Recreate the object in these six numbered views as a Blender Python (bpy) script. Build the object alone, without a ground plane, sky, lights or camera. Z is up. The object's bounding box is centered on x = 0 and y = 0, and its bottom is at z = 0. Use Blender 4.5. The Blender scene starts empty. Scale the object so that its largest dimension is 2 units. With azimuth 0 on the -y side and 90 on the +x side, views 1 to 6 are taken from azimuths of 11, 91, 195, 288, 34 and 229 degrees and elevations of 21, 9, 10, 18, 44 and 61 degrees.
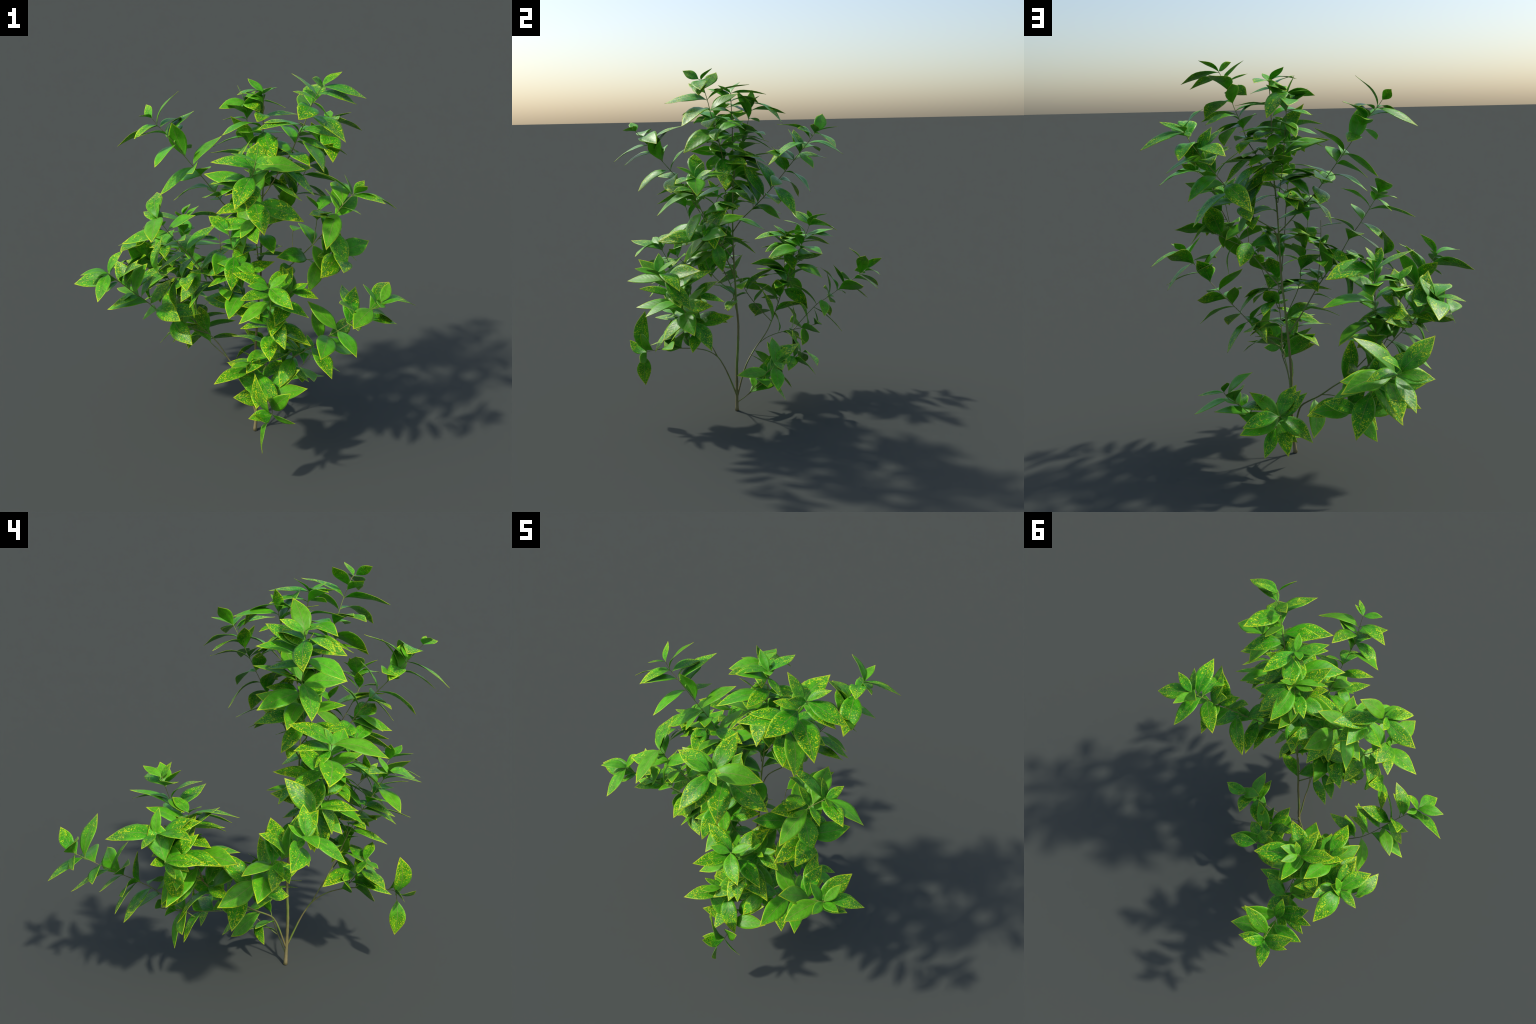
# A young spotted-laurel shrub: one short woody stem that forks near the ground into long,
# thin green branches; every branch carries opposite (decussate) pairs of pointed, arching,
# yellow-margined and yellow-speckled leaves, closest together towards its tip.
import bpy, bmesh, math, random
from mathutils import Vector, Matrix

rnd = random.Random(11)

# ---------------------------------------------------------------- materials
def new_mat(name):
    m = bpy.data.materials.new(name); m.use_nodes = True
    t = m.node_tree; t.nodes.clear()
    return m, t

class N:
    """tiny helper round a node tree"""
    def __init__(s, tree): s.t = tree
    def new(s, kind, **kw):
        n = s.t.nodes.new(kind)
        for k, v in kw.items(): setattr(n, k, v)
        return n
    def put(s, sock, v):
        if isinstance(v, bpy.types.NodeSocket): s.t.links.new(v, sock)
        else: sock.default_value = v
    def math(s, op, a, b=0.0, c=0.0, clamp=False):
        n = s.new("ShaderNodeMath", operation=op, use_clamp=clamp)
        s.put(n.inputs[0], a); s.put(n.inputs[1], b); s.put(n.inputs[2], c)
        return n.outputs[0]
    def ramp(s, x, lo, hi):
        n = s.new("ShaderNodeMapRange", interpolation_type="SMOOTHSTEP")
        s.put(n.inputs[0], x); s.put(n.inputs[1], lo); s.put(n.inputs[2], hi)
        return n.outputs[0]
    def mix(s, f, a, b):
        n = s.new("ShaderNodeMix", data_type="RGBA")
        s.put(n.inputs[0], f); s.put(n.inputs[6], a); s.put(n.inputs[7], b)
        return n.outputs[2]
    def noise(s, vec, scale, detail=2.0, rough=0.5):
        n = s.new("ShaderNodeTexNoise")
        s.put(n.inputs["Vector"], vec); n.inputs["Scale"].default_value = scale
        n.inputs["Detail"].default_value = detail; n.inputs["Roughness"].default_value = rough
        return n.outputs["Fac"]

PROFILE = [(0, .035), (.04, .07), (.10, .30), (.18, .58), (.28, .83), (.40, .98), (.50, 1.0),
           (.62, .90), (.74, .67), (.85, .39), (.93, .17), (1.0, .0)]
HALF_WIDTH = .215

def leaf_width(t):
    for (a, wa), (b, wb) in zip(PROFILE, PROFILE[1:]):
        if t <= b:
            u = (t - a) / (b - a)
            return HALF_WIDTH * (wa + (wb - wa) * u)
    return 0.0

def leaf_material():
    m, t = new_mat("spotted_leaf"); n = N(t)
    # unwrapped blade: u runs from the leaf's base to its tip, v across it (.5 on the midrib)
    tc = n.new("ShaderNodeTexCoord"); sep = n.new("ShaderNodeSeparateXYZ")
    t.links.new(tc.outputs["UV"], sep.inputs[0])
    x, y = sep.outputs[0], n.math("SUBTRACT", sep.outputs[1], .5)
    seed = n.new("ShaderNodeAttribute", attribute_type="GEOMETRY", attribute_name="leaf_seed")
    info = n.math("FRACT", n.math("ADD", n.new("ShaderNodeObjectInfo").outputs["Random"], seed.outputs["Fac"]))
    # leaf-plane position, shifted per leaf so that no two leaves carry the same spots
    flat = n.new("ShaderNodeCombineXYZ")
    n.put(flat.inputs[0], x); n.put(flat.inputs[1], y); n.put(flat.inputs[2], n.math("MULTIPLY", info, 37.0))
    p = flat.outputs[0]
    ay = n.math("ABSOLUTE", y)
    # half width of the blade at this x, from the same profile as the mesh
    curve = n.new("ShaderNodeFloatCurve"); c = curve.mapping.curves[0]
    c.points[0].location = (0, PROFILE[0][1]); c.points[1].location = (1, 0)
    for px, py in PROFILE[1:-1]: c.points.new(px, py)
    for q in c.points: q.handle_type = "VECTOR"
    curve.mapping.update(); n.put(curve.inputs["Value"], x)
    w = n.math("MULTIPLY", curve.outputs[0], HALF_WIDTH)
    edge = n.math("SUBTRACT", w, ay)                          # distance in from the margin
    rel = n.math("DIVIDE", ay, n.math("MAXIMUM", w, .004))     # 0 midrib .. 1 margin
    # blade green, mottled
    big = n.noise(p, 7.0, 3.0); fine = n.noise(p, 55.0, 3.0, .7)
    green = n.mix(n.ramp(big, .3, .7), GREEN_DEEP, GREEN_MID)
    green = n.mix(n.math("MULTIPLY", n.ramp(fine, .45, .75), .45), green, GREEN_LIGHT)
    green = n.mix(n.math("MULTIPLY", n.ramp(rel, .55, 1.0), .35), green, GREEN_LIGHT)
    # yellow speckles: crowded in the outer half of the blade, few round the base and the midrib;
    # about a third of the leaves are nearly plain
    plain = n.math("SUBTRACT", 1.0, n.ramp(n.math("FRACT", n.math("MULTIPLY", info, 13.7)), .22, .50))
    spot_a = n.noise(p, 36.0, 2.5, .6); spot_b = n.noise(p, 9.0, 2.0)
    zone = n.math("MULTIPLY", n.ramp(x, .10, .72), .75)
    zone = n.math("ADD", zone, n.math("MULTIPLY", n.ramp(rel, .02, .45), .22))
    zone = n.math("ADD", zone, n.math("MULTIPLY", n.math("SUBTRACT", spot_b, .5), 1.6))
    zone = n.math("SUBTRACT", zone, n.math("MULTIPLY", plain, .72))
    thr = n.math("SUBTRACT", .725, n.math("MULTIPLY", zone, .185))
    spots = n.ramp(n.math("SUBTRACT", spot_a, thr), -.01, .05)
    dots = n.ramp(n.math("SUBTRACT", n.noise(n_shift(n, p), 62.0, 1.0), n.math("SUBTRACT", .70, n.math("MULTIPLY", zone, .08))), 0., .06)
    green = n.mix(n.math("MULTIPLY", plain, .30), green, GREEN_LIGHT)
    col = n.mix(n.math("MULTIPLY", dots, .45), green, YELLOW_GREEN)
    col = n.mix(n.math("MULTIPLY", spots, .88), col, YELLOW)
    # side veins (slightly darker, curved towards the tip) and the pale brown midrib
    vein = n.new("ShaderNodeTexWave", wave_type="BANDS", bands_direction="X", wave_profile="SIN")
    vv = n.new("ShaderNodeCombineXYZ")
    n.put(vv.inputs[0], n.math("SUBTRACT", x, n.math("MULTIPLY", ay, 1.25)))
    t.links.new(vv.outputs[0], vein.inputs["Vector"]); vein.inputs["Scale"].default_value = 2.6
    vmask = n.math("MULTIPLY", n.ramp(vein.outputs["Fac"], .955, 1.0), n.ramp(edge, .0, .06))
    col = n.mix(n.math("MULTIPLY", vmask, .35), col, RIB)
    # yellow-green margin, broader towards the tip
    mw = n.math("ADD", .008, n.math("MULTIPLY", n.ramp(x, .55, 1.0), .010))
    mw = n.math("ADD", mw, n.math("MULTIPLY", n.math("SUBTRACT", n.noise(p, 16.0), .5), .022))
    margin = n.math("SUBTRACT", 1.0, n.ramp(edge, n.math("MULTIPLY", mw, .75), n.math("MULTIPLY", mw, 1.5)))
    col = n.mix(n.math("MULTIPLY", margin, .75), col, n.mix(n.ramp(x, .3, .95), MARGIN, YELLOW))
    rib = n.math("SUBTRACT", 1.0, n.ramp(ay, .0035, .0075))
    col = n.mix(n.math("MULTIPLY", rib, .75), col, RIB)
    # each leaf a little lighter or darker, yellower or bluer
    hsv = n.new("ShaderNodeHueSaturation")
    n.put(hsv.inputs["Hue"], n.math("ADD", .492, n.math("MULTIPLY", info, .014)))
    n.put(hsv.inputs["Value"], n.math("ADD", .90, n.math("MULTIPLY", n.math("FRACT", n.math("MULTIPLY", info, 7.31)), .22)))
    n.put(hsv.inputs["Color"], col)
    b = n.new("ShaderNodeBsdfPrincipled"); t.links.new(hsv.outputs[0], b.inputs["Base Color"])
    n.put(b.inputs["Roughness"], n.math("ADD", .32, n.math("MULTIPLY", fine, .14)))
    b.inputs["Specular IOR Level"].default_value = .24
    bump = n.new("ShaderNodeBump"); bump.inputs["Strength"].default_value = .12; bump.inputs["Distance"].default_value = .004
    n.put(bump.inputs["Height"], n.math("ADD", n.math("MULTIPLY", vein.outputs["Fac"], .5), fine))
    t.links.new(bump.outputs[0], b.inputs["Normal"])
    out = n.new("ShaderNodeOutputMaterial"); t.links.new(b.outputs[0], out.inputs[0])
    return m

def n_shift(n, p):
    a = n.new("ShaderNodeVectorMath", operation="ADD"); n.put(a.inputs[0], p); a.inputs[1].default_value = (5.3, 2.7, 9.1)
    return a.outputs[0]

GREEN_DEEP = (.022, .195, .004, 1); GREEN_MID = (.062, .36, .007, 1); GREEN_LIGHT = (.175, .53, .018, 1)
YELLOW_GREEN = (.24, .52, .012, 1); YELLOW = (.58, .70, .012, 1); MARGIN = (.26, .46, .045, 1); RIB = (.22, .26, .055, 1)

def bark_material():
    m, t = new_mat("green_bark"); n = N(t)
    tc = n.new("ShaderNodeTexCoord"); p = tc.outputs["Object"]
    sep = n.new("ShaderNodeSeparateXYZ"); t.links.new(p, sep.inputs[0])
    stretch = n.new("ShaderNodeMapping"); stretch.inputs["Scale"].default_value = (1, 1, .22); t.links.new(p, stretch.inputs[0])
    a = n.noise(stretch.outputs[0], 26.0, 3.0); f = n.noise(p, 160.0, 3.0, .65)
    col = n.mix(n.ramp(a, .40, .60), (.17, .25, .035, 1), (.20, .17, .06, 1))
    col = n.mix(n.math("MULTIPLY", n.ramp(f, .45, .75), .5), col, (.27, .26, .09, 1))
    wood = n.math("SUBTRACT", 1.0, n.ramp(sep.outputs[2], .02, .10))   # grey-tan old wood at the foot
    col = n.mix(n.math("MULTIPLY", wood, .65), col, (.26, .21, .10, 1))
    b = n.new("ShaderNodeBsdfPrincipled"); t.links.new(col, b.inputs["Base Color"]); b.inputs["Roughness"].default_value = .55
    bump = n.new("ShaderNodeBump"); bump.inputs["Strength"].default_value = .3; bump.inputs["Distance"].default_value = .002
    n.put(bump.inputs["Height"], f); t.links.new(bump.outputs[0], b.inputs["Normal"])
    out = n.new("ShaderNodeOutputMaterial"); t.links.new(b.outputs[0], out.inputs[0])
    return m

LEAF, BARK = leaf_material(), bark_material()

# ---------------------------------------------------------------- leaf blades
STATIONS = [0, .04, .10, .18, .28, .40, .50, .62, .74, .85, .93, 1.0]
ACROSS = [-1, -.72, -.38, 0, .38, .72, 1]

def leaf_mesh(name, arch, fold, sweep, wave, tip_droop, breadth=1.0):
    """Blade of unit chord along +x, upper side +z. arch: rise of the midrib over the chord;
    fold: angle of the two halves; sweep: sideways bend; wave: ripple of the margin."""
    pts = []
    for side in (1, -1):
        for t in STATIONS:
            w = leaf_width(t) * breadth
            zc = .85 * arch * (math.sin(math.pi * t ** .82)) + tip_droop * (t * t * (1 - t)) * 2
            yc = sweep * math.sin(math.pi * t)
            f = fold * (1 - .55 * t)
            for a in ACROSS:
                y = w * a
                z = zc + abs(y) * math.tan(f) * (1 - .35 * abs(a)) + wave * w * math.sin(9 * t + (2.1 if a > 0 else 0)) * a * a
                thick = .0035 * (1 - .75 * abs(a)) + .0012
                if a == 0: thick += .0035 * (1 - t)
                pts.append((t, yc + y * math.cos(f * .6), z + side * thick))
    nx, ny = len(STATIONS), len(ACROSS); k = nx * ny
    faces = []
    for i in range(nx - 1):
        for j in range(ny - 1):
            q = [i * ny + j, (i + 1) * ny + j, (i + 1) * ny + j + 1, i * ny + j + 1]
            faces.append(q); faces.append([v + k for v in reversed(q)])
    for i in range(nx - 1):
        for j, flip in ((0, 1), (ny - 1, 0)):
            q = [i * ny + j, i * ny + j + k, (i + 1) * ny + j + k, (i + 1) * ny + j]
            faces.append(q if flip else q[::-1])
    faces.append([*range(ny - 1, -1, -1)] + [*range(k, k + ny)])
    me = bpy.data.meshes.new(name); me.from_pydata(pts, [], faces)
    me.polygons.foreach_set("use_smooth", [True] * len(faces)); me.materials.append(LEAF); me.update()
    uv = me.uv_layers.new(name="blade")
    flat = [(t, leaf_width(t) * a + .5) for t in STATIONS for a in ACROSS] * 2
    for loop in me.loops: uv.data[loop.index].uv = flat[loop.vertex_index]
    return me

BLADES = [leaf_mesh("leaf_blade", *v) for v in [
    # arch, fold, sweep, wave, tip droop, breadth
    (.09, .20, .00, .04, .00, 1.00), (.12, .26, .03, .06, -.05, 1.05), (.15, .20, -.03, .05, -.06, .96),
    (.18, .30, .02, .08, -.08, 1.04), (.06, .14, -.02, .04, .02, .94), (.20, .24, .00, .07, -.08, 1.00),
    (.13, .34, -.04, .09, -.03, 1.06), (.11, .17, .04, .03, -.08, .98)]]
YOUNG = [leaf_mesh("young_leaf_blade", *v) for v in [
    (.05, .32, .00, .03, -.04, .98), (.08, .40, .03, .03, -.06, .92), (.03, .26, -.03, .03, .02, 1.06)]]

def place_leaf(parent, base, axis, azimuth, elevation, length):
    """Leaf from a point on the branch towards a compass azimuth and elevation (degrees); its upper face looks
    along the branch and up to the sky."""
    a, e = math.radians(azimuth), math.radians(elevation)
    x = Vector((math.cos(e) * math.cos(a), math.cos(e) * math.sin(a), math.sin(e)))
    up = axis * .75 + Vector((0, 0, .55))
    z = up - x * up.dot(x)
    if z.length < .05: z = Vector((1, 0, 0)) - x * x.x
    z.normalize(); y = z.cross(x)
    roll = rnd.gauss(0, .20)
    y, z = y * math.cos(roll) + z * math.sin(roll), z * math.cos(roll) - y * math.sin(roll)
    me = rnd.choice(YOUNG if length < .135 else BLADES)
    wide = rnd.uniform(.92, 1.08) * length
    pose = Matrix.Translation(base) @ Matrix((x * length, y * wide, z * length)).transposed().to_4x4()
    ALL_LEAVES.append((length + .02 * (base - Vector((.05, -.14, base.z))).length, parent, me, pose))

ALL_LEAVES = []

def grow_leaves(most=300):
    """The largest and outermost leaves become objects on their branches; the small and inner rest is one
    joined mass of foliage."""
    order = sorted(range(len(ALL_LEAVES)), key=lambda i: -ALL_LEAVES[i][0])
    for i in sorted(order[:most]):
        _, parent, me, pose = ALL_LEAVES[i]
        o = bpy.data.objects.new("leaf", me); o.matrix_world = pose
        bpy.context.scene.collection.objects.link(o); o.parent = parent
    bm = bmesh.new(); seed = bm.faces.layers.float.new("leaf_seed")
    for i in sorted(order[most:]):
        _, parent, me, pose = ALL_LEAVES[i]
        old = len(bm.faces); bm.verts.ensure_lookup_table(); nv = len(bm.verts)
        bm.from_mesh(me); bm.verts.ensure_lookup_table(); bm.faces.ensure_lookup_table()
        bmesh.ops.transform(bm, matrix=pose, verts=bm.verts[nv:])
        k = rnd.random()
        for f in bm.faces[old:]: f[seed] = k
    if len(bm.faces):
        me = bpy.data.meshes.new("inner_foliage"); bm.to_mesh(me); me.materials.append(LEAF)
        o = bpy.data.objects.new("inner_foliage", me); o["kind"] = "stuff"
        bpy.context.scene.collection.objects.link(o); o.parent = shrub
    bm.free()

# ---------------------------------------------------------------- stems
def spine_points(ctrl, step=.02):
    """Catmull-Rom curve through the control points, evenly resampled."""
    P = [Vector(c) for c in ctrl]; P = [P[0] * 2 - P[1]] + P + [P[-1] * 2 - P[-2]]
    out = []
    for i in range(1, len(P) - 2):
        n = max(2, int((P[i + 1] - P[i]).length / step))
        for j in range(n):
            u = j / n; a, b, c, d = P[i - 1:i + 3]
            out.append(.5 * ((2 * b) + (c - a) * u + (2 * a - 5 * b + 4 * c - d) * u * u + (3 * b - a - 3 * c + d) * u ** 3))
    out.append(P[-2]); return out

def tube(name, pts, r0, r1, node_gap=.068, sides=8, flare=0.0):
    """Tapering stem, a little swollen at every leaf node, rounded off at the tip."""
    total = sum((b - a).length for a, b in zip(pts, pts[1:])); vs, fs, run = [], [], 0.0
    side = None
    for i, p in enumerate(pts):
        d = (pts[min(i + 1, len(pts) - 1)] - pts[max(i - 1, 0)]).normalized()
        if i: run += (p - pts[i - 1]).length
        if side is None: side = d.orthogonal().normalized()
        side = (side - d * side.dot(d)).normalized(); other = d.cross(side)
        r = r0 + (r1 - r0) * (run / total) ** .8
        r *= 1 + .16 * math.exp(-(((total - run) % node_gap) / .009) ** 2)
        r += flare * math.exp(-run / .03)
        for k in range(sides):
            a = math.tau * k / sides
            vs.append(p + side * (r * math.cos(a)) + other * (r * math.sin(a)))
    for i in range(len(pts) - 1):
        for k in range(sides):
            fs.append([i * sides + k, i * sides + (k + 1) % sides, (i + 1) * sides + (k + 1) % sides, (i + 1) * sides + k])
    fs.append([*range(sides - 1, -1, -1)])
    tip = len(vs); vs.append(pts[-1] + (pts[-1] - pts[-2]).normalized() * r1 * 1.5)
    last = (len(pts) - 1) * sides
    for k in range(sides): fs.append([last + k, last + (k + 1) % sides, tip])
    me = bpy.data.meshes.new(name); me.from_pydata(vs, [], fs)
    me.polygons.foreach_set("use_smooth", [True] * len(fs)); me.materials.append(BARK); me.update()
    o = bpy.data.objects.new(name, me); bpy.context.scene.collection.objects.link(o)
    return o

shrub = bpy.data.objects.new("spotted_laurel_shrub", None)
shrub.location = (0, 0, 0)
shrub["label"] = "young shrub with glossy yellow-speckled green leaves"
shrub["category"] = "shrub"
bpy.context.scene.collection.objects.link(shrub)

def shoot(name, r0, r1, spine, leaves, flare=0.0):
    """One branch: its spine and its leaves. A leaf is given by how far back from the branch tip it
    sits, its compass azimuth, its elevation and its length."""
    pts = spine_points(spine)
    o = tube(name, pts, r0, r1, flare=flare); o.parent = shrub
    run = [0.0]
    for a, b in zip(pts, pts[1:]): run.append(run[-1] + (b - a).length)
    for back, az, el, length in leaves:
        s = max(0.0, run[-1] - back); i = 1
        while i < len(run) - 1 and run[i] < s: i += 1
        u = (s - run[i - 1]) / (run[i] - run[i - 1]); base = pts[i - 1].lerp(pts[i], min(1, max(0, u)))
        place_leaf(o, base, (pts[i] - pts[i - 1]).normalized(), az, el, length)

# the central stem, upright, with a leafy top
shoot("stem", 0.0088, 0.002,
    [(0.014, -0.151, 0), (0.027, -0.148, 0.14), (0.028, -0.145, 0.277), (0.025, -0.135, 0.411), (0.03, -0.13, 0.545), (0.044, -0.139, 0.682), (0.055, -0.14, 0.8), (0.069, -0.144, 0.93), (0.075, -0.146, 1.061), (0.079, -0.144, 1.188), (0.085, -0.138, 1.315), (0.094, -0.132, 1.439), (0.098, -0.132, 1.565), (0.099, -0.132, 1.687), (0.103, -0.134, 1.8), (0.108, -0.136, 1.885)],
    [(0.000, 150, 33, 0.120), (0.000, -52, 27, 0.096), (0.000, -132, 5, 0.162), (0.000, 85, -3, 0.200),
     (0.034, -28, -9, 0.134), (0.045, 129, -2, 0.194), (0.048, -122, 25, 0.184), (0.107, -89, 2, 0.179),
     (0.117, 21, 2, 0.172), (0.173, -130, 2, 0.254), (0.185, -67, -21, 0.252), (0.198, 139, -7, 0.212),
     (0.233, -39, -10, 0.214), (0.241, -108, -5, 0.236), (0.250, 81, -6, 0.209), (0.302, 166, 3, 0.201),
     (0.305, -18, 8, 0.182), (0.354, -51, 11, 0.192), (0.367, -130, 14, 0.181), (0.374, 73, -5, 0.211),
     (0.433, 160, 22, 0.125), (0.441, 15, 22, 0.205), (0.471, 62, -13, 0.203), (0.518, -153, 17, 0.241),
     (0.549, 42, -18, 0.205), (0.575, 138, 9, 0.206), (0.635, 54, -1, 0.217), (0.670, -171, 15, 0.225),
     (0.722, -61, -11, 0.193), (0.731, 175, -5, 0.169), (0.796, -121, 3, 0.194), (0.874, -44, 38, 0.238),
     (1.186, -130, 15, 0.219), (1.225, -11, 1, 0.201)], flare=.0035)

# second leader beside the central stem
shoot("branch", 0.0025, 0.0014,
    [(0.079, -0.144, 1.3), (0.055, -0.13, 1.42), (0.037, -0.112, 1.512), (0.029, -0.093, 1.566), (0.02, -0.075, 1.62), (0.011, -0.059, 1.675), (0.003, -0.045, 1.731), (-0.005, -0.03, 1.787), (-0.008, -0.03, 1.83)],
    [(0.000, -130, -5, 0.165), (0.000, 50, 30, 0.082), (0.002, 74, -31, 0.223), (0.006, -154, 9, 0.102),
     (0.028, -55, 0, 0.174), (0.036, 167, 70, 0.120), (0.043, 105, -5, 0.209), (0.067, -107, 23, 0.219),
     (0.093, 156, -6, 0.151), (0.096, -30, 55, 0.200), (0.139, 127, -31, 0.140), (0.185, -164, -11, 0.186),
     (0.185, 33, -0, 0.226), (0.213, 77, -19, 0.174), (0.249, -146, 61, 0.214), (0.288, 34, 13, 0.226),
     (0.320, -160, 20, 0.224), (0.327, 37, -8, 0.198), (0.366, 53, -8, 0.184), (0.366, 106, 17, 0.216),
     (0.383, -5, 41, 0.166), (0.392, -138, -14, 0.236), (0.443, 76, 5, 0.187), (0.457, -133, 5, 0.197),
     (0.509, 129, -15, 0.215)])

# tall right-hand leader, the highest tip
shoot("branch", 0.0032, 0.0016,
    [(0.085, -0.14, 1.36), (0.12, -0.152, 1.41), (0.159, -0.168, 1.47), (0.194, -0.183, 1.532), (0.237, -0.194, 1.593), (0.264, -0.207, 1.652), (0.29, -0.22, 1.711), (0.319, -0.233, 1.768), (0.341, -0.243, 1.826), (0.367, -0.256, 1.881), (0.4, -0.269, 1.936), (0.411, -0.283, 1.95)],
    [(0.001, -114, 26, 0.109), (0.013, 38, 28, 0.124), (0.015, 4, -15, 0.212), (0.066, 155, 34, 0.165),
     (0.068, -4, -11, 0.193), (0.092, -131, 24, 0.142), (0.128, 84, 18, 0.239), (0.132, -96, -3, 0.234),
     (0.190, -34, -19, 0.252), (0.197, 107, 31, 0.188), (0.233, -136, 4, 0.263), (0.259, -2, -9, 0.201),
     (0.275, -140, 21, 0.209), (0.287, 55, -5, 0.212), (0.300, 5, -23, 0.163), (0.326, -47, -24, 0.249),
     (0.339, 128, 22, 0.203), (0.384, -143, -1, 0.135), (0.404, 92, -18, 0.173), (0.404, -56, -1, 0.219),
     (0.482, 90, -1, 0.216), (0.490, 0, -39, 0.216), (0.516, -155, 30, 0.211), (0.521, 41, -1, 0.204),
     (0.589, -1, -30, 0.174), (0.609, 137, 30, 0.190)])

# long branch arching to the front
shoot("branch", 0.0032, 0.0014,
    [(0.07, -0.144, 0.93), (0.076, -0.22, 1.045), (0.082, -0.285, 1.14), (0.09, -0.35, 1.25), (0.097, -0.438, 1.397), (0.106, -0.485, 1.456), (0.112, -0.533, 1.513), (0.12, -0.58, 1.571), (0.142, -0.625, 1.629), (0.163, -0.667, 1.684)],
    [(0.000, -33, 5, 0.105), (0.000, -157, 25, 0.119), (0.000, -2, 24, 0.075), (0.061, 179, 10, 0.197),
     (0.070, 25, -3, 0.240), (0.098, 22, 27, 0.122), (0.103, -101, -24, 0.229), (0.110, 92, 29, 0.230),
     (0.152, 176, -5, 0.191), (0.163, 66, 53, 0.167), (0.172, -84, -18, 0.192), (0.221, -13, 50, 0.204),
     (0.230, -178, 21, 0.233), (0.295, 68, 51, 0.164), (0.295, -64, -29, 0.226), (0.358, -2, -14, 0.254),
     (0.360, -136, 3, 0.200), (0.421, 103, 54, 0.151), (0.443, -106, -20, 0.154), (0.471, -19, 13, 0.203),
     (0.481, -76, -10, 0.195), (0.493, 176, -3, 0.224), (0.546, 125, 37, 0.204)])

# upper left branch
shoot("branch", 0.0032, 0.0014,
    [(0.079, -0.144, 1.15), (0.04, -0.165, 1.19), (0, -0.196, 1.237), (-0.065, -0.19, 1.304), (-0.1, -0.2, 1.345), (-0.154, -0.203, 1.418), (-0.203, -0.207, 1.486), (-0.273, -0.23, 1.586), (-0.347, -0.258, 1.7), (-0.394, -0.266, 1.751), (-0.42, -0.264, 1.787)],
    [(0.000, 122, 25, 0.116), (0.001, -115, 17, 0.097), (0.039, 44, 49, 0.196), (0.044, -166, -25, 0.222),
     (0.051, -119, -10, 0.168), (0.059, 64, 6, 0.168), (0.104, 68, 25, 0.147), (0.108, -127, 6, 0.190),
     (0.118, 69, 21, 0.237), (0.163, 104, 11, 0.213), (0.176, -105, -16, 0.214), (0.212, 86, -8, 0.165),
     (0.251, -133, 70, 0.195), (0.309, 46, 35, 0.219), (0.314, -149, -34, 0.220), (0.334, -80, 10, 0.197),
     (0.373, -59, 26, 0.177), (0.377, 141, -14, 0.235), (0.438, -14, 12, 0.221), (0.456, 178, -19, 0.215),
     (0.490, 92, 12, 0.227), (0.503, -92, 15, 0.203), (0.529, 104, -13, 0.228), (0.591, 9, 36, 0.220),
     (0.608, 155, -36, 0.181), (0.635, 82, 15, 0.230), (0.650, -101, 7, 0.203), (0.715, 98, 40, 0.213),
     (0.739, -114, -59, 0.207)])

# right-hand branch
shoot("branch", 0.0043, 0.0016,
    [(0.055, -0.14, 0.8), (0.069, -0.152, 0.859), (0.134, -0.171, 0.925), (0.2, -0.19, 0.991), (0.266, -0.208, 1.058), (0.329, -0.226, 1.128), (0.389, -0.262, 1.203), (0.447, -0.3, 1.29), (0.495, -0.33, 1.378), (0.53, -0.32, 1.418), (0.557, -0.3, 1.443)],
    [(0.000, 62, 24, 0.108), (0.000, -52, 30, 0.133), (0.004, 7, -19, 0.220), (0.008, -174, 34, 0.221),
     (0.009, 134, 57, 0.107), (0.022, -25, -1, 0.188), (0.074, 104, 14, 0.233), (0.095, -180, 54, 0.119),
     (0.096, -38, 1, 0.135), (0.113, 97, 42, 0.157), (0.126, -98, -29, 0.234), (0.153, 58, 19, 0.198),
     (0.180, -117, 24, 0.214), (0.245, -36, -50, 0.214), (0.271, 92, 13, 0.200), (0.321, 14, -33, 0.228),
     (0.373, -53, -42, 0.193), (0.379, 119, 17, 0.202), (0.568, -93, -2, 0.189)])

# short twig off the right-hand branch
shoot("branch", 0.0023, 0.0014,
    [(0.266, -0.208, 1.058), (0.34, -0.24, 1.08), (0.42, -0.27, 1.105), (0.478, -0.29, 1.122)],
    [(0.000, -102, -5, 0.247), (0.008, -74, -0, 0.221), (0.021, 40, 10, 0.225), (0.024, 68, 56, 0.139),
     (0.037, -115, 19, 0.123), (0.072, 72, 54, 0.224), (0.093, -106, -41, 0.196), (0.166, 56, -71, 0.172),
     (0.170, -129, 18, 0.215)])

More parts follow.
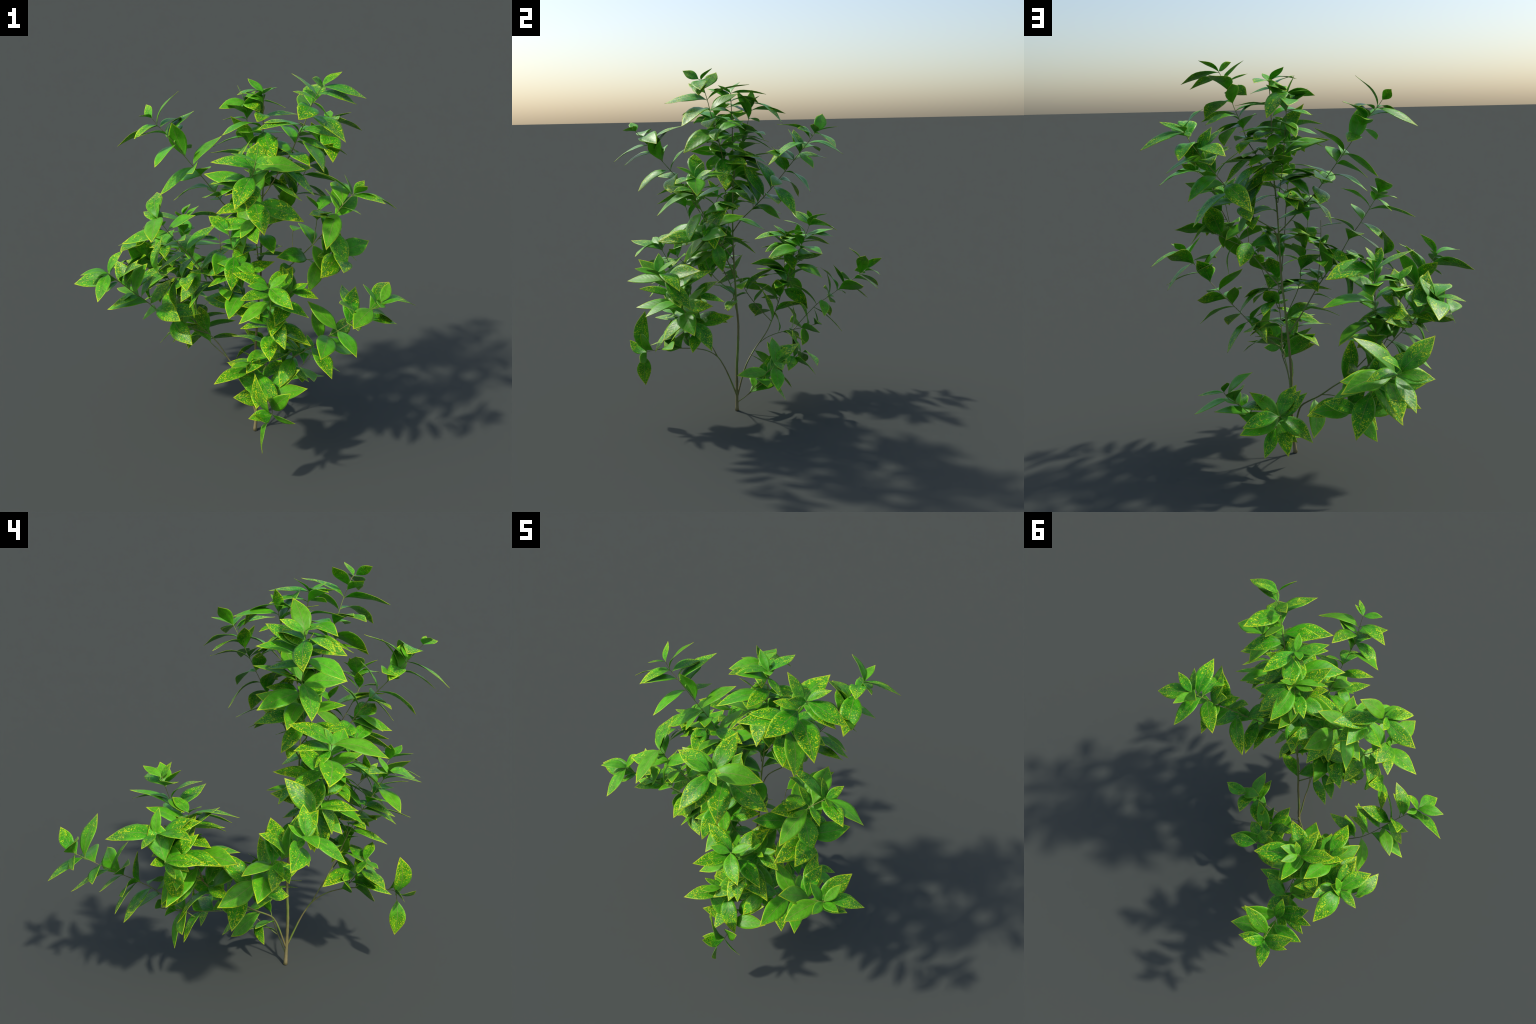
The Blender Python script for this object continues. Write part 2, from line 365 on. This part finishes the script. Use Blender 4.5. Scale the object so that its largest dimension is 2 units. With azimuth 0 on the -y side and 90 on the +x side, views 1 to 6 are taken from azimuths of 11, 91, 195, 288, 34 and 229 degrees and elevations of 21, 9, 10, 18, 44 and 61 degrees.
# left branch
shoot("branch", 0.004, 0.0014,
    [(0.038, -0.139, 0.63), (-0.038, -0.17, 0.752), (-0.093, -0.222, 0.854), (-0.145, -0.27, 0.939), (-0.199, -0.301, 1.017), (-0.244, -0.335, 1.1), (-0.295, -0.355, 1.173), (-0.342, -0.384, 1.251), (-0.385, -0.402, 1.326)],
    [(0.000, 87, 61, 0.077), (0.004, -81, -9, 0.243), (0.012, 108, 25, 0.206), (0.035, 154, -30, 0.116),
     (0.048, -73, 30, 0.091), (0.048, 138, 8, 0.188), (0.087, -9, 32, 0.183), (0.100, -165, -10, 0.241),
     (0.165, -61, 22, 0.182), (0.180, 137, -20, 0.193), (0.232, 50, 26, 0.217), (0.241, 177, -35, 0.217),
     (0.291, 114, 16, 0.225), (0.363, -130, -46, 0.198), (0.369, 43, 24, 0.207), (0.415, -40, 17, 0.185),
     (0.439, 108, 12, 0.201), (0.464, -117, -21, 0.209), (0.500, 81, 68, 0.206), (0.529, -38, 9, 0.168),
     (0.620, 159, -11, 0.179), (0.698, 160, -4, 0.199)])

# short twig off the left branch
shoot("branch", 0.0023, 0.0014,
    [(-0.145, -0.27, 0.939), (-0.22, -0.3, 0.96), (-0.32, -0.33, 0.985), (-0.41, -0.357, 1.012)],
    [(0.000, 97, 47, 0.210), (0.038, 119, 37, 0.100), (0.042, 155, -38, 0.195), (0.097, -133, -83, 0.180),
     (0.116, 72, 30, 0.155), (0.157, -80, 6, 0.201), (0.202, -105, -70, 0.194), (0.239, -162, -73, 0.189),
     (0.246, 84, 46, 0.177)])

# upper branch to the back right
shoot("branch", 0.0034, 0.0014,
    [(0.079, -0.144, 1.1), (0.088, -0.094, 1.17), (0.161, -0.032, 1.234), (0.203, 0.026, 1.295), (0.233, 0.08, 1.356), (0.265, 0.131, 1.418), (0.298, 0.18, 1.48), (0.327, 0.228, 1.54), (0.355, 0.276, 1.6), (0.375, 0.32, 1.66)],
    [(0.000, 31, -20, 0.212), (0.000, -4, 22, 0.131), (0.000, 92, 15, 0.127), (0.000, 156, 41, 0.155),
     (0.003, 134, -10, 0.068), (0.024, -37, 19, 0.142), (0.040, -66, 23, 0.210), (0.074, -72, -26, 0.244),
     (0.075, 92, -16, 0.204), (0.113, 149, -5, 0.198), (0.138, 26, -26, 0.175), (0.140, -165, 48, 0.169),
     (0.143, -123, 63, 0.147), (0.193, -133, 33, 0.139), (0.193, -44, 14, 0.221), (0.205, 113, 4, 0.206),
     (0.269, -28, 41, 0.205), (0.275, -155, 46, 0.164), (0.280, 54, -31, 0.197), (0.334, -12, -7, 0.186),
     (0.342, 145, -29, 0.226), (0.393, 39, -37, 0.246), (0.415, -152, 43, 0.223), (0.464, 21, -9, 0.209),
     (0.477, -105, 58, 0.217), (0.490, 118, -15, 0.198), (0.533, -137, 61, 0.225), (0.547, 85, -31, 0.158),
     (0.578, -58, 53, 0.221), (0.603, 99, -8, 0.178)])

# low branch to the back left, forks into several shoots
shoot("branch", 0.0052, 0.0029,
    [(0.022, -0.146, 0.09), (0, -0.124, 0.173), (-0.014, -0.107, 0.228), (-0.037, -0.086, 0.28), (-0.084, -0.06, 0.319), (-0.137, -0.03, 0.355), (-0.18, 0.005, 0.393), (-0.224, 0.038, 0.434), (-0.281, 0.063, 0.477), (-0.35, 0.087, 0.52), (-0.405, 0.108, 0.57), (-0.447, 0.129, 0.62)],
    [(0.029, -8, 47, 0.198), (0.035, -116, -4, 0.140), (0.073, -94, 39, 0.227), (0.096, 138, -33, 0.224),
     (0.144, 85, 18, 0.186), (0.155, -132, -15, 0.188), (0.230, -120, 72, 0.209), (0.477, 101, -46, 0.212)])

# its lower fork
shoot("branch", 0.0027, 0.0018,
    [(-0.163, -0.01, 0.373), (-0.218, 0.034, 0.39), (-0.28, 0.1, 0.4), (-0.33, 0.18, 0.405), (-0.38, 0.28, 0.412), (-0.41, 0.36, 0.425)],
    [(0.000, -166, 47, 0.115), (0.023, 7, 17, 0.170), (0.079, -165, 37, 0.226), (0.095, -173, -57, 0.176),
     (0.118, -161, -2, 0.213), (0.124, 34, 4, 0.213), (0.204, 159, 64, 0.169), (0.205, 163, -35, 0.179),
     (0.259, 45, -9, 0.216), (0.290, -153, 51, 0.187)])

# long shoot to the far left
shoot("branch", 0.0031, 0.0014,
    [(-0.281, 0.063, 0.477), (-0.36, -0.02, 0.55), (-0.435, -0.09, 0.627), (-0.474, -0.118, 0.669), (-0.513, -0.149, 0.715), (-0.555, -0.2, 0.79), (-0.591, -0.269, 0.864), (-0.628, -0.327, 0.936), (-0.648, -0.355, 0.971), (-0.673, -0.386, 1.012)],
    [(0.000, -90, -25, 0.193), (0.000, 27, 54, 0.144), (0.004, -146, 8, 0.146), (0.009, 80, 32, 0.091),
     (0.009, 169, -16, 0.084), (0.072, -171, -4, 0.229), (0.082, -133, -24, 0.110), (0.105, -23, 41, 0.203),
     (0.139, -10, 61, 0.184), (0.178, 138, 44, 0.184), (0.204, 35, 34, 0.214), (0.217, -27, 59, 0.227),
     (0.219, -177, -35, 0.150), (0.262, 150, -0, 0.183), (0.269, -138, -4, 0.159), (0.282, 22, 40, 0.220),
     (0.347, -169, -8, 0.229), (0.360, 27, 45, 0.185), (0.412, -37, 0, 0.219), (0.425, 132, -28, 0.213),
     (0.466, 2, 2, 0.215), (0.531, 96, 40, 0.232), (0.542, -45, -21, 0.213), (0.623, 70, 49, 0.163),
     (0.633, 180, -37, 0.199)])

# shoot reaching far back
shoot("branch", 0.0027, 0.0014,
    [(-0.374, 0.196, 0.39), (-0.43, 0.28, 0.47), (-0.464, 0.363, 0.545), (-0.483, 0.42, 0.576), (-0.511, 0.477, 0.609), (-0.543, 0.533, 0.642), (-0.572, 0.591, 0.675), (-0.596, 0.65, 0.708), (-0.615, 0.69, 0.73)],
    [(0.000, 63, 39, 0.150), (0.000, -144, 40, 0.213), (0.010, 41, -2, 0.147), (0.010, -157, -6, 0.137),
     (0.042, 126, -32, 0.191), (0.049, 8, 43, 0.227), (0.101, 38, -8, 0.236), (0.127, -163, -2, 0.184),
     (0.179, 116, -30, 0.211), (0.179, -68, 61, 0.163), (0.236, 46, 13, 0.223), (0.242, 150, -20, 0.139),
     (0.244, -144, 38, 0.211), (0.316, 174, -22, 0.209), (0.322, -175, 6, 0.211), (0.328, -177, 79, 0.174),
     (0.367, 1, -19, 0.195), (0.387, 151, -39, 0.204), (0.413, -104, 40, 0.204), (0.439, 78, -40, 0.241)])

# upright shoot at the back left
shoot("branch", 0.0025, 0.0014,
    [(-0.447, 0.129, 0.62), (-0.452, 0.16, 0.68), (-0.455, 0.207, 0.783), (-0.456, 0.226, 0.832), (-0.458, 0.245, 0.881), (-0.461, 0.264, 0.93), (-0.463, 0.283, 0.978), (-0.465, 0.303, 1.026), (-0.47, 0.33, 1.1)],
    [(0.000, 79, 19, 0.110), (0.000, -29, 51, 0.082), (0.036, -101, 45, 0.123), (0.040, -145, 22, 0.207),
     (0.044, 42, -2, 0.247), (0.049, 39, 40, 0.137), (0.107, -132, -4, 0.148), (0.110, -80, 36, 0.177),
     (0.111, 94, -4, 0.182), (0.153, 101, 20, 0.215), (0.179, -20, 26, 0.221), (0.195, -140, 13, 0.214),
     (0.208, 33, -0, 0.248), (0.222, -55, -4, 0.245), (0.257, 151, -2, 0.210), (0.257, -60, 1, 0.197),
     (0.309, -114, 6, 0.165), (0.320, 53, -15, 0.230), (0.374, 86, 39, 0.178), (0.387, -83, 12, 0.227),
     (0.426, 89, 23, 0.218), (0.452, -22, 2, 0.188), (0.455, -129, 34, 0.205)])

# thin upright shoot beside it
shoot("branch", 0.0022, 0.0013,
    [(-0.447, 0.129, 0.62), (-0.5, 0.14, 0.72), (-0.54, 0.155, 0.81), (-0.56, 0.165, 0.9), (-0.555, 0.165, 0.99)],
    [(0.000, -122, 32, 0.111), (0.000, 64, 21, 0.118), (0.017, -69, 0, 0.220), (0.080, 90, 21, 0.215),
     (0.080, -54, -6, 0.172), (0.093, -71, 43, 0.184), (0.146, 14, -16, 0.205), (0.153, 149, -1, 0.202),
     (0.201, 143, -1, 0.205), (0.223, -101, 6, 0.227), (0.275, -54, 2, 0.199), (0.292, 163, -27, 0.247)])

# leaning shoot beside it
shoot("branch", 0.0027, 0.0014,
    [(-0.447, 0.129, 0.62), (-0.497, 0.161, 0.679), (-0.6, 0.2, 0.8), (-0.68, 0.23, 0.89), (-0.722, 0.246, 0.938)],
    [(0.000, -180, -5, 0.130), (0.004, -105, 8, 0.196), (0.010, 4, 75, 0.123), (0.030, 102, -6, 0.231),
     (0.036, -74, 27, 0.200), (0.069, 82, 15, 0.166), (0.090, -125, -14, 0.197), (0.132, -34, 47, 0.205),
     (0.147, -112, 57, 0.236), (0.173, 66, 13, 0.219), (0.186, -90, -3, 0.215), (0.235, -38, 67, 0.179),
     (0.245, -168, -31, 0.151), (0.295, -65, 27, 0.200), (0.315, 139, -46, 0.200), (0.393, 8, 27, 0.162),
     (0.402, 112, -41, 0.226)])

# low front branch ending in a hanging tuft
shoot("branch", 0.0049, 0.0016,
    [(0.028, -0.15, 0.1), (0.037, -0.182, 0.192), (0.048, -0.206, 0.257), (0.056, -0.228, 0.305), (0.066, -0.256, 0.352), (0.095, -0.314, 0.398), (0.131, -0.388, 0.422), (0.158, -0.464, 0.432), (0.171, -0.541, 0.437), (0.195, -0.61, 0.433), (0.205, -0.652, 0.425), (0.188, -0.664, 0.392)],
    [(0.000, -163, -79, 0.186), (0.039, -10, -14, 0.123), (0.039, -122, 24, 0.140), (0.039, -170, 71, 0.240),
     (0.044, -148, 1, 0.125), (0.078, -27, 47, 0.173), (0.151, 19, 13, 0.202), (0.198, -169, 39, 0.210),
     (0.244, 8, 39, 0.205), (0.247, -141, 8, 0.206), (0.319, -168, 39, 0.226)])

# upright fork of the low front branch
shoot("branch", 0.0032, 0.0015,
    [(0.066, -0.256, 0.352), (0.085, -0.285, 0.42), (0.12, -0.323, 0.504), (0.126, -0.346, 0.569), (0.133, -0.365, 0.621), (0.15, -0.4, 0.72), (0.165, -0.44, 0.82), (0.18, -0.5, 0.93), (0.19, -0.56, 1.05)],
    [(0.000, -154, 15, 0.111), (0.000, -42, -16, 0.182), (0.006, 39, 29, 0.120), (0.041, -118, 12, 0.224),
     (0.042, 167, 23, 0.210), (0.096, -132, -18, 0.199), (0.101, 65, 29, 0.234), (0.142, -20, -3, 0.212),
     (0.161, 72, 18, 0.174), (0.187, -144, 24, 0.166), (0.226, -58, -26, 0.208), (0.230, 89, 42, 0.226),
     (0.289, -18, -16, 0.238), (0.297, 170, 20, 0.216), (0.355, -79, -16, 0.197), (0.366, 79, 32, 0.203),
     (0.411, -4, -14, 0.158), (0.451, 170, 10, 0.196), (0.486, 57, -2, 0.220), (0.494, -108, -4, 0.218)])

# its side shoot
shoot("branch", 0.0023, 0.0014,
    [(0.15, -0.39, 0.7), (0.19, -0.39, 0.78), (0.238, -0.392, 0.907), (0.26, -0.419, 0.958), (0.28, -0.454, 1)],
    [(0.003, -29, 36, 0.082), (0.016, 164, 71, 0.133), (0.029, -8, -7, 0.142), (0.029, 29, 21, 0.098),
     (0.081, 105, 27, 0.131), (0.095, -102, -23, 0.189), (0.120, 87, 34, 0.190), (0.167, -95, -10, 0.229),
     (0.231, 174, 12, 0.198), (0.240, -35, -32, 0.174), (0.287, -142, 15, 0.196), (0.299, 87, -10, 0.199)])

# short upright twig near the hanging tuft
shoot("branch", 0.0022, 0.0014,
    [(0.131, -0.388, 0.422), (0.11, -0.43, 0.47), (0.09, -0.47, 0.54), (0.075, -0.5, 0.6), (0.075, -0.51, 0.63)],
    [(0.008, 174, -7, 0.125), (0.013, -4, 26, 0.137), (0.013, -135, 6, 0.114), (0.052, 29, 12, 0.198),
     (0.058, -137, -4, 0.224), (0.104, -42, -28, 0.221), (0.107, 143, -4, 0.217), (0.172, -85, -10, 0.213),
     (0.183, 31, 25, 0.206)])

# long low branch to the right
shoot("branch", 0.0032, 0.0014,
    [(0.1, -0.31, 0.46), (0.12, -0.323, 0.504), (0.21, -0.347, 0.541), (0.289, -0.367, 0.604), (0.366, -0.39, 0.67), (0.439, -0.405, 0.732), (0.511, -0.423, 0.791), (0.581, -0.443, 0.853), (0.649, -0.468, 0.915), (0.7, -0.49, 0.965), (0.708, -0.5, 0.985)],
    [(0.006, 71, 32, 0.120), (0.020, -86, 17, 0.126), (0.022, -21, 23, 0.129), (0.029, 36, -13, 0.217),
     (0.038, -169, 58, 0.134), (0.073, -111, -4, 0.214), (0.087, 55, -36, 0.220), (0.101, 66, 20, 0.227),
     (0.164, 23, -17, 0.205), (0.165, -115, 38, 0.243), (0.190, 112, 23, 0.242), (0.230, -72, 15, 0.192),
     (0.239, 79, 47, 0.201), (0.308, -57, -15, 0.204), (0.308, 166, 41, 0.208), (0.369, -92, 0, 0.254),
     (0.373, 59, 8, 0.208), (0.418, 115, 45, 0.177), (0.436, 20, -24, 0.211), (0.477, -125, 34, 0.225),
     (0.490, -46, -30, 0.203), (0.509, 155, -38, 0.207), (0.548, 53, -45, 0.209), (0.568, 166, 47, 0.196),
     (0.616, -107, -31, 0.179), (0.620, 98, 14, 0.227), (0.688, -10, -31, 0.166), (0.691, -117, 79, 0.182)])

# lowest branch, back right
shoot("branch", 0.0031, 0.0014,
    [(0.02, -0.15, 0.05), (0.085, -0.085, 0.117), (0.122, -0.041, 0.177), (0.165, -0.012, 0.217), (0.209, 0.014, 0.26), (0.247, 0.045, 0.31), (0.288, 0.078, 0.347), (0.31, 0.093, 0.386)],
    [(0.000, 121, 45, 0.108), (0.000, 17, -5, 0.129), (0.039, -175, 48, 0.189), (0.049, 8, -24, 0.199),
     (0.086, 116, 35, 0.231), (0.117, -59, 4, 0.200), (0.129, 147, 9, 0.214), (0.156, -69, 11, 0.163),
     (0.192, 138, 44, 0.210), (0.221, 13, 8, 0.207), (0.274, 138, 48, 0.179), (0.329, 166, 14, 0.192),
     (0.378, 131, 8, 0.239)])

# its fork, to the back
shoot("branch", 0.0023, 0.0014,
    [(0.085, -0.085, 0.117), (0.073, -0.017, 0.165), (0.068, 0.02, 0.192), (0.06, 0.051, 0.22), (0.043, 0.082, 0.247), (0.01, 0.17, 0.3), (-0.018, 0.261, 0.353)],
    [(0.014, 28, -12, 0.184), (0.020, 178, -36, 0.196), (0.027, -125, 51, 0.170), (0.066, -16, -14, 0.160),
     (0.079, -179, 54, 0.183), (0.102, 43, -10, 0.216), (0.157, -22, 32, 0.209), (0.177, -162, -30, 0.159),
     (0.196, -155, 43, 0.203), (0.222, 127, -43, 0.182), (0.225, -95, 38, 0.189), (0.287, 76, -45, 0.169),
     (0.296, 2, 17, 0.199), (0.312, -152, -23, 0.153)])

# upright shoot inside the crown
shoot("branch", 0.0023, 0.0014,
    [(-0.093, -0.222, 0.854), (-0.105, -0.235, 0.95), (-0.11, -0.245, 1.05), (-0.113, -0.255, 1.13), (-0.112, -0.262, 1.2)],
    [(0.033, -177, 10, 0.120), (0.045, 1, -6, 0.164), (0.066, 18, -10, 0.193), (0.102, -87, -14, 0.195),
     (0.150, -68, 11, 0.204), (0.163, 153, -15, 0.207), (0.221, 108, 6, 0.190), (0.228, -147, 15, 0.187),
     (0.302, -165, -0, 0.206), (0.307, -74, 4, 0.196)])

# upright shoot in the middle of the crown
shoot("branch", 0.0027, 0.0014,
    [(0.048, -0.139, 0.72), (0.035, -0.2, 0.77), (0.02, -0.26, 0.82), (0.01, -0.298, 0.875), (0.008, -0.325, 0.96), (-0.005, -0.365, 1.06), (-0.014, -0.405, 1.18), (-0.026, -0.439, 1.287)],
    [(0.032, 138, 19, 0.183), (0.057, -22, 21, 0.165), (0.121, 65, 48, 0.198), (0.154, -84, -33, 0.207),
     (0.199, 170, -28, 0.178), (0.200, -48, -7, 0.174), (0.250, 91, 29, 0.185), (0.273, -146, -13, 0.170),
     (0.322, 87, 35, 0.192), (0.325, 20, 28, 0.197), (0.383, 133, 30, 0.229), (0.414, -100, -13, 0.208),
     (0.452, 130, -1, 0.207), (0.465, -59, -4, 0.204), (0.481, 173, 3, 0.182)])

# short upright twig on the right branch
shoot("branch", 0.002, 0.0013,
    [(0.25, -0.203, 1.04), (0.246, -0.185, 1.08), (0.243, -0.165, 1.14), (0.242, -0.146, 1.2)],
    [(0.010, 75, -15, 0.207), (0.114, 91, -29, 0.195), (0.140, -147, 14, 0.217)])

# short twig at the far back left
shoot("branch", 0.002, 0.0013,
    [(-0.6, 0.2, 0.8), (-0.7, 0.195, 0.82), (-0.782, 0.175, 0.85)],
    [(0.000, -88, 8, 0.181), (0.012, -115, -36, 0.087), (0.027, 52, 51, 0.199), (0.081, -53, 40, 0.174),
     (0.089, 161, 10, 0.110), (0.162, -154, 48, 0.212), (0.162, -132, -80, 0.201)])

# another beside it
shoot("branch", 0.002, 0.0013,
    [(0.36, -0.24, 1.165), (0.366, -0.225, 1.22), (0.373, -0.215, 1.28), (0.379, -0.205, 1.335)],
    [(0.000, -135, 48, 0.115), (0.023, 67, 12, 0.191), (0.058, -75, 26, 0.242), (0.060, 54, -2, 0.155)])


grow_leaves()
